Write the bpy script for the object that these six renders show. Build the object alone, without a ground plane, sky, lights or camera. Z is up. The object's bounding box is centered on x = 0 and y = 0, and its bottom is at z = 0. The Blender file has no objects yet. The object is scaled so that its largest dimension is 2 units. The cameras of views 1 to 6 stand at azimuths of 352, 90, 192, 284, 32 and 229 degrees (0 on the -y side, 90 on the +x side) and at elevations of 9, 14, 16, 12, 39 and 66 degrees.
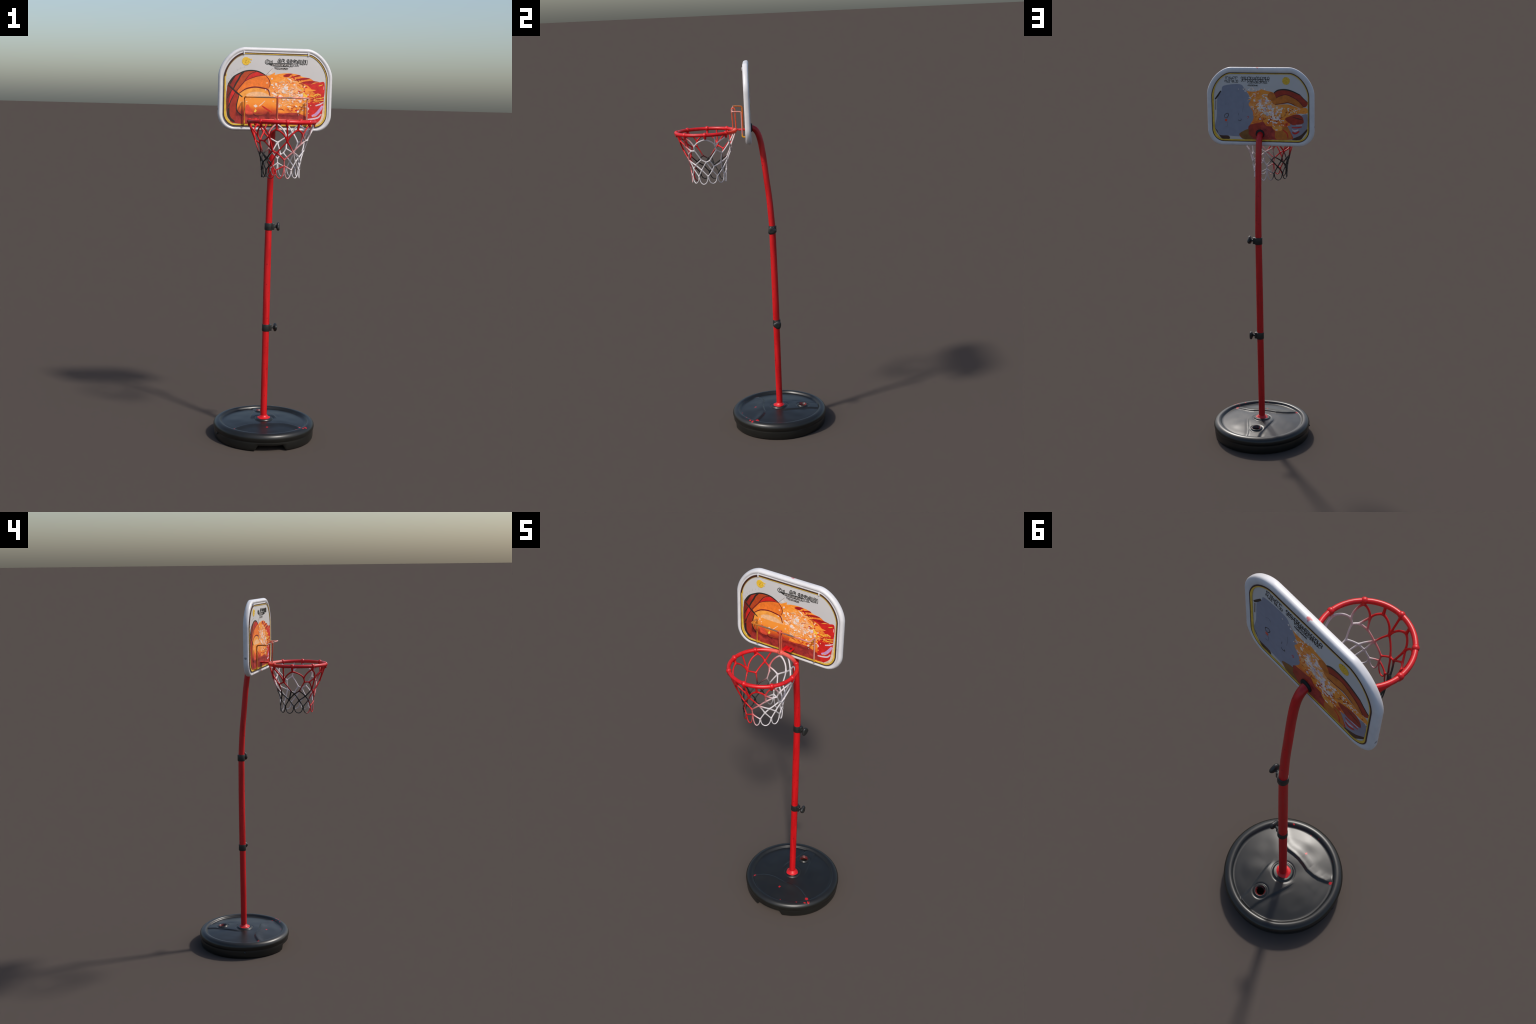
# Toddler basketball stand: weighted round base, three-piece red pole, white backboard
# with a printed picture on both faces, wire bracket, red ring and a coloured net.
import bpy, bmesh, math, random
from math import sin, cos, pi, radians, hypot, exp
from mathutils import Vector, Matrix, noise
from mathutils.geometry import tessellate_polygon

BOARD_Z = 1.8                     # reference height of the printed picture
RING_C = Vector((0.0, -0.2078, 1.647))
RING_R = 0.1546
KNOB_AT = {0: 0, 1: 47.6, 2: 90.5, 3: 133.8, 4: 180, 5: 226, 6: 270.3, 7: 312.4}   # moulded knobs round the ring, degrees from the front
BASE_CY = 0.1135

# ------------------------------------------------------------------ helpers
def srgb(r, g, b):
    f = lambda c: c / 12.92 if c <= 0.04045 else ((c + 0.055) / 1.055) ** 2.4
    return (f(r / 255), f(g / 255), f(b / 255), 1.0)

def sstep(a, b, x):
    t = max(0.0, min(1.0, (x - a) / (b - a)))
    return t * t * (3 - 2 * t)

def interp(x, xs, ys):
    if x <= xs[0]:
        return ys[0]
    for i in range(1, len(xs)):
        if x <= xs[i]:
            f = (x - xs[i - 1]) / (xs[i] - xs[i - 1])
            return ys[i - 1] + f * (ys[i] - ys[i - 1])
    return ys[-1]

def add_object(name, mesh, parent=None, mat=None, smooth=True, angle=None):
    ob = bpy.data.objects.new(name, mesh)
    bpy.context.scene.collection.objects.link(ob)
    if parent:
        ob.parent = parent
    if mat:
        mesh.materials.append(mat)
    if smooth:
        for p in mesh.polygons:
            p.use_smooth = True
        if angle:
            mesh.set_sharp_from_angle(angle=radians(angle))
    return ob

def mesh_from(name, verts, faces):
    me = bpy.data.meshes.new(name)
    me.from_pydata([tuple(v) for v in verts], [], faces)
    bm = bmesh.new(); bm.from_mesh(me)
    bmesh.ops.recalc_face_normals(bm, faces=bm.faces)
    bm.to_mesh(me); bm.free()
    return me

def catmull(pts, n=8, closed=False):
    pts = [Vector(p) for p in pts]
    out = []
    m = len(pts)
    for i in range(m if closed else m - 1):
        if closed:
            p0, p1, p2, p3 = pts[i - 1], pts[i], pts[(i + 1) % m], pts[(i + 2) % m]
        else:
            p0, p1, p2, p3 = pts[max(i - 1, 0)], pts[i], pts[i + 1], pts[min(i + 2, m - 1)]
        for k in range(n):
            t = k / n
            out.append(0.5 * (2 * p1 + (p2 - p0) * t + (2 * p0 - 5 * p1 + 4 * p2 - p3) * t * t
                              + (3 * p1 - p0 - 3 * p2 + p3) * t ** 3))
    if not closed:
        out.append(pts[-1])
    return out

def tube_geo(path, radius, sides=16, closed=False, cap=True):
    """Rotation-minimising sweep of a circle; radius is a number or a list."""
    path = [Vector(p) for p in path]
    n = len(path)
    rad = radius if isinstance(radius, (list, tuple)) else [radius] * n
    tang = []
    for i in range(n):
        a = path[i - 1] if (i > 0 or closed) else path[i]
        b = path[(i + 1) % n] if (i < n - 1 or closed) else path[i]
        tang.append((b - a).normalized())
    ref = Vector((0, 0, 1)) if abs(tang[0].z) < 0.9 else Vector((1, 0, 0))
    u = tang[0].cross(ref).normalized()
    verts, faces = [], []
    for i in range(n):
        u = (u - tang[i] * u.dot(tang[i])).normalized()
        w = tang[i].cross(u)
        for k in range(sides):
            a = 2 * pi * k / sides
            verts.append(path[i] + (u * cos(a) + w * sin(a)) * rad[i])
    for i in range(n if closed else n - 1):
        j = (i + 1) % n
        for k in range(sides):
            l = (k + 1) % sides
            faces.append((i * sides + k, i * sides + l, j * sides + l, j * sides + k))
    if cap and not closed:
        faces.append(tuple(range(sides)))
        faces.append(tuple((n - 1) * sides + k for k in range(sides)))
    return verts, faces

def merge(*geos):
    V, F = [], []
    for v, f in geos:
        o = len(V)
        V += list(v)
        F += [tuple(i + o for i in q) for q in f]
    return V, F

def sphere_geo(c, r, seg=14, rings=9):
    r = Vector(r) if isinstance(r, (tuple, list, Vector)) else Vector((r, r, r))
    c = Vector(c)
    V = [c + Vector((0, 0, r.z))]
    for i in range(1, rings):
        t = pi * i / rings
        for k in range(seg):
            a = 2 * pi * k / seg
            V.append(c + Vector((r.x * sin(t) * cos(a), r.y * sin(t) * sin(a), r.z * cos(t))))
    V.append(c - Vector((0, 0, r.z)))
    F = [(0, 1 + k, 1 + (k + 1) % seg) for k in range(seg)]
    for i in range(rings - 2):
        for k in range(seg):
            a = 1 + i * seg
            l = (k + 1) % seg
            F.append((a + k, a + seg + k, a + seg + l, a + l))
    b = 1 + (rings - 2) * seg
    F += [(len(V) - 1, b + (k + 1) % seg, b + k) for k in range(seg)]
    return V, F

def lathe_geo(profile, seg=64, center=(0, 0, 0), axis='z', wobble=None):
    """profile: (radius, height) pairs, closed at both ends on the axis or as rings."""
    c = Vector(center)
    V, F = [], []
    for (r, h) in profile:
        for k in range(seg):
            a = 2 * pi * k / seg
            rr = r * (wobble(a, h) if wobble else 1.0)
            if axis == 'z':
                p = Vector((rr * cos(a), rr * sin(a), h))
            elif axis == 'x':
                p = Vector((h, rr * cos(a), rr * sin(a)))
            else:
                p = Vector((rr * cos(a), h, rr * sin(a)))
            V.append(c + p)
    for i in range(len(profile) - 1):
        for k in range(seg):
            l = (k + 1) % seg
            F.append((i * seg + k, i * seg + l, (i + 1) * seg + l, (i + 1) * seg + k))
    F.append(tuple(range(seg)))
    F.append(tuple((len(profile) - 1) * seg + k for k in range(seg)))
    return V, F

def box_bevel_mesh(name, size, center, bevel=0.002, rot=None):
    bm = bmesh.new()
    bmesh.ops.create_cube(bm, size=1.0)
    for v in bm.verts:
        v.co = Vector((v.co.x * size[0], v.co.y * size[1], v.co.z * size[2]))
    bmesh.ops.bevel(bm, geom=list(bm.edges), offset=bevel, segments=3, affect='EDGES', profile=0.5)
    if rot:
        bmesh.ops.rotate(bm, verts=bm.verts, matrix=rot)
    for v in bm.verts:
        v.co += Vector(center)
    me = bpy.data.meshes.new(name)
    bm.to_mesh(me); bm.free()
    return me

# ------------------------------------------------------------------ materials
class Nodes:
    def __init__(self, name):
        self.mat = bpy.data.materials.new(name)
        self.mat.use_nodes = True
        self.nt = self.mat.node_tree
        self.bsdf = self.nt.nodes['Principled BSDF']
        self.coord = self.nt.nodes.new('ShaderNodeTexCoord').outputs['Object']
    def link(self, a, b):
        self.nt.links.new(a, b)
    def sock(self, node, idx, val):
        if isinstance(val, bpy.types.NodeSocket):
            self.link(val, node.inputs[idx])
        else:
            node.inputs[idx].default_value = val
    def math(self, op, a, b=0.0, clamp=False):
        n = self.nt.nodes.new('ShaderNodeMath')
        n.operation = op; n.use_clamp = clamp
        self.sock(n, 0, a); self.sock(n, 1, b)
        return n.outputs[0]
    def step(self, x, a, b):
        n = self.nt.nodes.new('ShaderNodeMapRange')
        n.interpolation_type = 'SMOOTHSTEP'
        self.sock(n, 0, x); n.inputs[1].default_value = a; n.inputs[2].default_value = b
        return n.outputs[0]
    def mix(self, f, a, b):
        n = self.nt.nodes.new('ShaderNodeMix')
        n.data_type = 'RGBA'
        self.sock(n, 0, f)
        for i, v in ((6, a), (7, b)):
            self.sock(n, i, v)
        return n.outputs[2]
    def xyz(self):
        n = self.nt.nodes.new('ShaderNodeSeparateXYZ')
        self.link(self.coord, n.inputs[0])
        return n.outputs
    def noise(self, scale, detail=3.0, rough=0.55, stretch=None, distort=0.0):
        n = self.nt.nodes.new('ShaderNodeTexNoise')
        n.inputs['Scale'].default_value = scale
        n.inputs['Detail'].default_value = detail
        n.inputs['Roughness'].default_value = rough
        n.inputs['Distortion'].default_value = distort
        if stretch:
            m = self.nt.nodes.new('ShaderNodeMapping')
            m.inputs['Scale'].default_value = stretch[:3]
            if len(stretch) > 3:
                m.inputs['Rotation'].default_value = (0, stretch[3], 0)
            self.link(self.coord, m.inputs[0]); self.link(m.outputs[0], n.inputs['Vector'])
        else:
            self.link(self.coord, n.inputs['Vector'])
        return n.outputs[0]
    def dist(self, p):
        n = self.nt.nodes.new('ShaderNodeVectorMath')
        n.operation = 'DISTANCE'
        self.link(self.coord, n.inputs[0]); n.inputs[1].default_value = p
        return n.outputs['Value']
    def ramp(self, fac, stops):
        n = self.nt.nodes.new('ShaderNodeValToRGB')
        el = n.color_ramp.elements
        while len(el) < len(stops):
            el.new(0.5)
        for e, (p, c) in zip(el, stops):
            e.position = p; e.color = c
        self.link(fac, n.inputs[0])
        return n.outputs[0]
    def bump(self, h, strength, distance=0.001):
        n = self.nt.nodes.new('ShaderNodeBump')
        n.inputs['Strength'].default_value = strength
        n.inputs['Distance'].default_value = distance
        self.link(h, n.inputs['Height']); self.link(n.outputs[0], self.bsdf.inputs['Normal'])
    def done(self, color, rough=0.4, spec=0.5, coat=0.0, metal=0.0):
        self.sock(self.bsdf, self.bsdf.inputs.find('Base Color'), color)
        self.sock(self.bsdf, self.bsdf.inputs.find('Roughness'), rough)
        self.bsdf.inputs['Specular IOR Level'].default_value = spec
        self.bsdf.inputs['Coat Weight'].default_value = coat
        self.bsdf.inputs['Metallic'].default_value = metal
        return self.mat

def scaled(c, k):
    return (min(c[0] * k, 1), min(c[1] * k, 1), min(c[2] * k, 1), 1)

def plain(name, c, rough=0.4, spec=0.5, vary=0.12, scale=40.0, stretch=None, metal=0.0, grain=0.0):
    m = Nodes(name)
    n = m.noise(scale, 3.0, 0.6, stretch)
    col = m.ramp(n, [(0.3, scaled(c, 1 - vary)), (0.7, scaled(c, 1 + vary))])
    if grain:
        m.bump(m.noise(900.0, 2.0), grain, 0.0003)
    return m.done(col, rough, spec, metal=metal)

RED = srgb(194, 10, 18)
def red_paint(name, streaks):
    m = Nodes(name)
    n = m.noise(30, 3, 0.6, (3, 3, 0.25) if streaks else None)
    col = m.ramp(n, [(0.25, scaled(RED, 0.72)), (0.55, RED), (0.8, scaled(RED, 1.15))])
    fleck = m.math('MULTIPLY', m.step(m.noise(95, 2, 0.5), 0.66, 0.72), 0.55)
    col = m.mix(fleck, col, srgb(70, 12, 14))
    return m.done(col, m.step(n, -0.9, 2.2), 0.5)

mat_pole = red_paint('red_enamel', True)
mat_clamp = plain('black_plastic', srgb(30, 32, 31), 0.42, 0.5, 0.25, 60)
def rim_material():
    m = Nodes('white_plastic')
    col = m.ramp(m.noise(18, 3, .6), [(.3, srgb(200, 198, 199)), (.7, srgb(212, 210, 211))])
    ragged = m.math('MULTIPLY', m.math('SUBTRACT', m.noise(120, 3), .5), .02)
    for (p, r, c) in (((.012, .022, 2.0), .010, srgb(206, 40, 40)), ((-.284, .016, 1.70), .008, srgb(90, 94, 98)),
                      ((.02, .002, 1.606), .022, srgb(196, 150, 146))):
        col = m.mix(m.math('MULTIPLY', m.step(m.math('ADD', m.dist(p), ragged), r, r * .5), .75), col, c)
    return m.done(col, .38, .5)
mat_white = rim_material()
mat_panel = plain('white_board', srgb(196, 193, 191), 0.42, 0.45, 0.02, 12)
mat_gasket = plain('black_rubber', srgb(20, 21, 22), 0.6, 0.3)

# ------------------------------------------------------------------ stand
stand = bpy.data.objects.new('basketball_stand', None)
bpy.context.scene.collection.objects.link(stand)
stand['label'] = 'toy basketball hoop on a red pole with round black base'
stand['category'] = 'basketball hoop'

# ------------------------------------------------------------------ base
RIDGE_X = [-.18, -.152, -.125, -.098, -.063, -.03, 0, .03, .065, .09, .115, .15, .18]
RIDGE_Y = [-.022, -.003, .012, .02, .024, .019, .017, .02, .026, .024, .016, -.003, -.022]
FILL = (0.0, 0.245)

def plate_height(x, y):
    X, Y = x, y - BASE_CY
    r = hypot(X, Y)
    z = 0.0774 + 0.0153 * (1 - min(r / 0.213, 1) ** 2)
    z += 0.0016 * noise.noise(Vector((x * 14, y * 14, 3.1))) * sstep(.21, .17, r)
    # spoke that carries the filler opening, merging into a hub
    w = interp(Y, [0.0, .03, .06, .1, .14, .18, .22], [.067, .066, .06, .05, .039, .032, .031])
    d = w - abs(X)
    rise = sstep(-.01, .05, Y)
    z += 0.0042 * sstep(-0.004, 0.006, d) * rise
    z += 0.0012 * exp(-(d / .0025) ** 2) * rise
    z -= 0.0009 * exp(-((d + 0.010) / 0.010) ** 2) * rise
    # collar seat
    z += 0.0055 * sstep(0.047, 0.041, r)
    z -= 0.0012 * exp(-((r - .05) / .004) ** 2)
    # wavy ridge closing off the raised front segment
    if abs(x) < 0.185:
        yr = interp(x, RIDGE_X, RIDGE_Y)
        e = sstep(0.186, 0.15, abs(x))
        g = y - yr
        inner = sstep(.215, .165, r)
        if g < 0:
            z += (0.0012 * inner + 0.0061 * exp(-(g / 0.026) ** 2)) * e
        else:
            z += 0.0073 * e * sstep(0.013, 0.0, g)
    # filler opening
    q = hypot(x - FILL[0], y - FILL[1])
    z += 0.0058 * exp(-((q - 0.0245) / 0.0045) ** 2)
    z -= 0.004 * sstep(.022, .018, q)
    z -= 0.05 * sstep(0.0165, 0.0130, q)
    z -= 0.0022 * exp(-((q - 0.033) / 0.004) ** 2)
    return z

def build_base():
    seg = 320
    outer = [(.2240, .058), (.2245, .040), (.226, .02), (.230, .003), (.236, 0), (.2490, 0), (.2530, .0018), (.2555, .007),
             (.2568, .018), (.2573, .028), (.2574, .036), (.2570, .043), (.2562, .0465), (.2585, .0495),
             (.2602, .0545), (.2612, .060), (.2615, .065), (.2606, .071), (.2578, .077),
             (.2535, .0822), (.2475, .0862), (.241, .0885), (.235, .0892), (.2295, .0885),
             (.2255, .0865), (.2232, .0835), (.2215, .0805), (.2195, .0785), (.2180, .0778)]
    V, F = [], []
    rows = 0
    def ring(fn):
        nonlocal rows
        for k in range(seg):
            V.append(fn(2 * pi * k / seg))
        rows += 1
    for (r, z) in outer:
        def fn(a, r=r, z=z):
            wob = 1 + 0.0018 * sin(3 * a + 1) + 0.0014 * sin(7 * a)
            if z > .07 and r < .24:
                wob += 0.004 * sin(9 * a + .5) * sstep(.24, .225, r)
            x, y = r * wob * cos(a) * 1.0115, BASE_CY + r * wob * sin(a)
            zz = z
            if y < BASE_CY and z < 0.03:
                n = sstep(-.082, -.060, x) * sstep(.084, .062, x)
                zz = max(z, 0.0255 * n + min(z, .004))
                if r > .23:
                    y += 0.006 * n
            return (x, y, zz)
        ring(fn)
    NR = 190
    for i in range(NR):
        r = 0.2165 * (1 - i / NR) + 0.0008
        ring(lambda a: (r * cos(a), BASE_CY + r * sin(a), plate_height(r * cos(a), BASE_CY + r * sin(a))
                        ))
    for i in range(rows - 1):
        for k in range(seg):
            l = (k + 1) % seg
            F.append((i * seg + k, i * seg + l, (i + 1) * seg + l, (i + 1) * seg + k))
    F.append(tuple((rows - 1) * seg + k for k in range(seg)))
    # the filler is a real hole into the hollow shell
    F = [f for f in F if len(f) > 4 or hypot(V[f[0]][0] - FILL[0], V[f[0]][1] - FILL[1]) > .0128]
    return mesh_from('base', V, F)

def base_material():
    m = Nodes('dark_base_plastic')
    n = m.noise(14, 4, 0.6)
    col = m.ramp(n, [(0.3, srgb(19, 19, 17)), (0.7, srgb(25, 25, 22))])
    ragged = m.math('MULTIPLY', m.math('SUBTRACT', m.noise(160, 3, 0.65), 0.5), 0.02)
    spots = [(.17, -.012, .079, .0085), (-.172, -.012, .08, .006), (-.001, -.0205, .091, .0062),
             (.165, -.04, .085, .004), (.05, -.095, .082, .004), (.015, -.108, .084, .003),
             (-.1, -.08, .085, .003), (.14, -.07, .088, .004), (.012, .07, .09, .003),
             (.195, -.036, .084, .006), (.18, -.05, .086, .005)]
    mask = None
    for (x, y, z, r) in spots:
        d = m.math('ADD', m.dist((x, y, z)), ragged)
        s = m.step(d, r * 1.25, r * 0.75)
        mask = s if mask is None else m.math('MAXIMUM', mask, s)
    q = m.math('ADD', m.dist((FILL[0], FILL[1], .094)), ragged)
    lip = m.math('MULTIPLY', m.math('MULTIPLY', m.step(q, .0165, .0185), m.step(q, .0235, .0215)), m.step(m.noise(40, 2), .38, .55))
    mask = m.math('MAXIMUM', mask, m.math('MULTIPLY', lip, .25))
    col = m.mix(m.math('MULTIPLY', mask, 0.85), col, srgb(196, 20, 26))
    return m.done(col, .36, 0.5)

base = add_object('base', build_base(), stand, base_material())
V, F = lathe_geo([(.0002, .085), (.034, .0855), (.0372, .0895), (.037, .0945), (.034, .0985), (.029, .1), (.0235, .1025),
                  (.0195, .108), (.0172, .112), (.0002, .112)], 72, (0, .1165, 0),
                 wobble=lambda a, h: 1 + (.035 * sin(3 * a + .6) + .03 * sin(5 * a)) * sstep(.104, .095, h))
add_object('pole_collar', mesh_from('pole_collar', V, F), base, mat_pole)
V, F = sphere_geo((-.2555, .0485, .037), (.003, .006, .0055))
add_object('side_stud', mesh_from('side_stud', V, F), base, mat_clamp)

# ------------------------------------------------------------------ pole
pole_parts = [
    ('pole_section', [(-.0012, .1165, .09), (-.0012, .1168, .3), (-.0010, .1182, .58)], [.0168, .0172, .0174]),
    ('pole_section', [(-.0010, .1182, .57), (-.0013, .1190, .85), (-.0006, .1184, 1.11)], [.0180, .0180, .0170]),
    ('pole_section', [(0, .119, 1.09), (0, .1172, 1.14), (0, .1096, 1.272), (0, .1003, 1.37), (0, .0895, 1.484),
                      (0, .083, 1.54), (0, .0757, 1.587), (0, .066, 1.622), (0, .0525, 1.6455), (0, .036, 1.656),
                      (0, .012, 1.659)], [.0170, .0169, .0163] + [.0158] * 8),
]
for name, pts, r in pole_parts:
    path = catmull(pts, 12)
    rr = [interp(i / (len(path) - 1) * (len(r) - 1), list(range(len(r))), r) for i in range(len(path))]
    V, F = tube_geo(path, rr, 32)
    add_object(name, mesh_from(name, V, F), stand, mat_pole, angle=50)

def clamp(zc, tilt, side):
    prof = [(.0168, zc - .0185), (.0200, zc - .018), (.0210, zc - .0155), (.0206, zc), (.0210, zc + .0155), (.0200, zc + .018), (.0168, zc + .0185)]
    V, F = lathe_geo(prof, 48, (.0, .1196, 0))
    c = add_object('clamp', mesh_from('clamp', V, F), stand, mat_clamp, angle=40)
    lug = box_bevel_mesh('clamp_lug', (.015, .021, .034), (.0215, .1194, zc), .003)
    add_object('clamp_lug', lug, c, mat_clamp)
    # thumb screw: neck, then a fat three-lobed head
    prof = [(.0001, .022), (.0072, .022), (.007, .027), (.0058, .031), (.006, .036), (.009, .0395)]
    head = [(.0175, .0420), (.0212, .0462), (.0212, .0512), (.0178, .0552), (.008, .0562), (.0001, .0552)]
    V, F = lathe_geo(prof + head, 60, (0, 0, 0), 'x',
                     wobble=lambda a, h: 1 + .1 * cos(3 * a + tilt) * sstep(.039, .043, h))
    R = Matrix.Rotation(side / .05, 4, 'Z')
    V = [Vector((0.0, .1194, zc)) + R @ Vector(v) for v in V]
    add_object('thumb_screw', mesh_from('thumb_screw', V, F), c, mat_clamp)
clamp(1.1095, 0.7, -.0045)
clamp(.5805, 3.6, .0035)

# ------------------------------------------------------------------ backboard
def outline(hw, top, bot, ta, tb, tn, ba, bb, bn, n=28, m=14):
    """Rounded board outline with large soft top corners; same count for any size."""
    pts = []
    def corner(cx, cz, a, b, e, t0, t1):
        for i in range(n + 1):
            t = t0 + (t1 - t0) * i / n
            c, s = cos(t), sin(t)
            pts.append(Vector((cx + math.copysign(abs(c) ** (2 / e), c) * a, cz + math.copysign(abs(s) ** (2 / e), s) * b)))
    def line(x0, z0, x1, z1):
        for i in range(1, m):
            f = i / m
            pts.append(Vector((x0 + (x1 - x0) * f, z0 + (z1 - z0) * f)))
    corner(hw - ba, bot + bb, ba, bb, bn, -pi / 2, 0)
    line(hw, bot + bb, hw, top - tb)
    corner(hw - ta, top - tb, ta, tb, tn, 0, pi / 2)
    line(hw - ta, top, ta - hw, top)
    corner(ta - hw, top - tb, ta, tb, tn, pi / 2, pi)
    line(-hw, top - tb, -hw, bot + bb)
    corner(ba - hw, bot + bb, ba, bb, bn, pi, 1.5 * pi)
    line(ba - hw, bot, hw - ba, bot)
    return pts

OUT = outline(.2828, 2.0, 1.596, .130, .140, 1.72, .082, .085, 2.05)
INN = outline(.2575, 1.9735, 1.618, .103, .122, 1.72, .062, .064, 2.0)

board = bpy.data.objects.new('backboard', None)
bpy.context.scene.collection.objects.link(board)
board.parent = stand

def between(t):
    return [a.lerp(b, t) for a, b in zip(OUT, INN)]

def ring_mesh(name, rows, closed=True):
    n = len(rows[0])
    V = [v for row in rows for v in row]
    F = []
    R = len(rows)
    for i in range(R if closed else R - 1):
        j = (i + 1) % R
        for k in range(n):
            l = (k + 1) % n
            F.append((i * n + k, i * n + l, j * n + l, j * n + k))
    return mesh_from(name, V, F)

RIM = [(0.0, .0195), (.012, .0140), (.06, .0092), (.15, .0052), (.28, .0022), (.42, .0012), (.56, .0016), (.68, .0032), (.76, .0050),
       (.84, .0050), (.92, .0040), (1.0, .0042), (1.12, .0060), (1.12, .0262), (1.0, .0286), (.9, .0298), (.6, .0310), (.35, .0304),
       (.16, .0282), (.06, .0258), (.012, .0230)]
rows = [[(p.x, y, p.y) for p in between(t)] for t, y in RIM]
rim = add_object('board_rim', ring_mesh('board_rim', rows), board, mat_white)

# the picture panel, very slightly proud in the middle, filled on both faces
def panel_mesh():
    c = Vector((0, 1.796))
    V, F = [], []
    n = len(INN)
    prof = [(1.0, .0052), (.985, .0040), (.955, .0028), (.92, .0022), (.5, .0020), (.02, .0020)]
    prof_b = [(.02, .0285), (.5, .0285), (.96, .0283), (1.0, .0270)]
    allrows = list(reversed(prof)) + list(reversed(prof_b))
    for s, y in allrows:
        for p in INN:
            q = c + (p - c) * s
            V.append((q.x, y, q.y))
    for i in range(len(allrows) - 1):
        for k in range(n):
            l = (k + 1) % n
            F.append((i * n + k, i * n + l, (i + 1) * n + l, (i + 1) * n + k))
    F.append(tuple(range(n)))
    F.append(tuple((len(allrows) - 1) * n + k for k in range(n)))
    return mesh_from('board_panel', V, F)
panel = add_object('board_panel', panel_mesh(), board, mat_panel, angle=30)

# ---- printing: ink layers, each a thin slab lying on the panel
INK = {}
def ink(name):
    if name not in INK:
        INK[name] = make_ink(name)
    return INK[name]

G = 1.0
PALETTE = {
    'brown_orange': (176, 66, 28), 'red': (200, 34, 30), 'dark_red': (160, 20, 26), 'orange': (232, 118, 40),
    'amber': (247, 158, 66), 'amber_low': (246, 142, 42), 'peach': (240, 182, 132), 'coral': (226, 80, 54),
    'deep_red': (168, 48, 42), 'brick': (160, 46, 28), 'lilac': (196, 146, 190), 'lilac_white': (214, 190, 200),
    'beige': (214, 186, 160), 'yellow': (246, 196, 62), 'cream': (240, 216, 200), 'seam': (44, 36, 32),
    'maroon': (112, 26, 32), 'grey_white': (206, 198, 192), 'slate': (134, 139, 156), 'slate_dark': (120, 120, 128),
    'ochre': (196, 110, 36), 'olive': (128, 84, 36), 'dark_brown': (70, 44, 32), 'gold': (214, 176, 58), 'border': (66, 34, 22),
    'slate_pale': (138, 134, 148), 'white_ink': (232, 216, 206), 'letter': (46, 46, 44),
}
def make_ink(name):
    if name == 'ball':
        m = Nodes('print_ball')
        x, y, z = m.xyz()
        n = m.noise(22, 4, 0.6)
        f = m.math('ADD', m.step(x, -.25, -.05), m.math('MULTIPLY', m.math('SUBTRACT', n, .5), .35))
        col = m.ramp(f, [(0.0, srgb(104, 34, 26)), (0.2, srgb(170, 44, 32)), (0.6, srgb(200, 74, 34)), (1.0, srgb(236, 130, 44))])
        return m.done(col, .42, .45)
    if name in ('flame', 'flame_back'):
        m = Nodes('print_' + name)
        x, y, z = m.xyz()
        n = m.noise(26, 5, 0.62, (1, 1, 1.7, .35), 0.8)
        f = m.math('SUBTRACT', n, 0.5)
        back = name == 'flame_back'
        if back:
            side = m.step(z, 1.76, 1.66)
        else:
            side = m.math('MAXIMUM', m.step(x, .12, .22), m.step(z, 1.70, 1.66))
        f = m.math('ADD', m.math('MULTIPLY', f, 1.1), m.math('ADD', m.math('MULTIPLY', side, .42), .3))
        hi = srgb(248, 168, 78) if not back else srgb(236, 160, 62)
        col = m.ramp(f, [(0.0, hi), (0.32, srgb(244, 146, 44)), (0.55, srgb(226, 108, 34)),
                         (0.72, srgb(196, 44, 30)), (0.95, srgb(168, 22, 30))])
        # pale froth around the middle of the splash
        cx, cz, rx, rz = (.065, 1.782, .125, .078) if not back else (-.03, 1.795, .12, .07)
        u = m.math('DIVIDE', m.math('SUBTRACT', x, cx), rx)
        v = m.math('DIVIDE', m.math('SUBTRACT', z, cz), rz)
        d = m.math('SQRT', m.math('ADD', m.math('MULTIPLY', u, u), m.math('MULTIPLY', v, v)))
        w = m.math('SUBTRACT', m.noise(75, 4, 0.6, None, 1.2), m.math('MULTIPLY', m.step(d, .25, 1.2), .26))
        col = m.mix(m.math('MULTIPLY', m.step(w, .47, .6), .85), col, srgb(238, 208, 188))
        col = m.mix(m.math('MULTIPLY', m.step(d, 1.0, .1), .4), col, srgb(240, 196, 150))
        return m.done(col, .42, .45)
    if name == 'amber_low':
        m = Nodes('print_amber_low')
        x, y, z = m.xyz()
        n = m.noise(34, 4, .6)
        f = m.math('ADD', m.step(z, 1.745, 1.675), m.math('MULTIPLY', m.math('SUBTRACT', n, .5), .5))
        col = m.ramp(f, [(0.0, srgb(248, 154, 58)), (.35, srgb(242, 134, 38)), (.7, srgb(214, 92, 34)), (1.0, srgb(170, 52, 38))])
        return m.done(col, .42, .45)
    if name == 'deep_red':
        m = Nodes('print_deep_red')
        col = m.ramp(m.noise(30, 4, .65, None, .6), [(.28, srgb(104, 30, 30)), (.5, srgb(160, 46, 42)), (.72, srgb(196, 70, 52))])
        return m.done(col, .42, .45)
    if name == 'badge':
        m = Nodes('print_badge')
        n = m.noise(210, 3, 0.7)
        col = m.ramp(n, [(0.34, srgb(120, 76, 26)), (0.44, srgb(222, 178, 52)), (0.7, srgb(236, 196, 66))])
        return m.done(col, .45, .4)
    vary = {'slate': .05, 'slate_pale': .08, 'seam': .2, 'letter': .2, 'gold': .18}.get(name, .22)
    return plain('print_' + name, srgb(*PALETTE[name]), .42, .45, vary, 45)

STEP = 0.00024
def face_y(side, level):
    return .0020 - level * STEP if side == 'front' else .0285 + level * STEP

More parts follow.
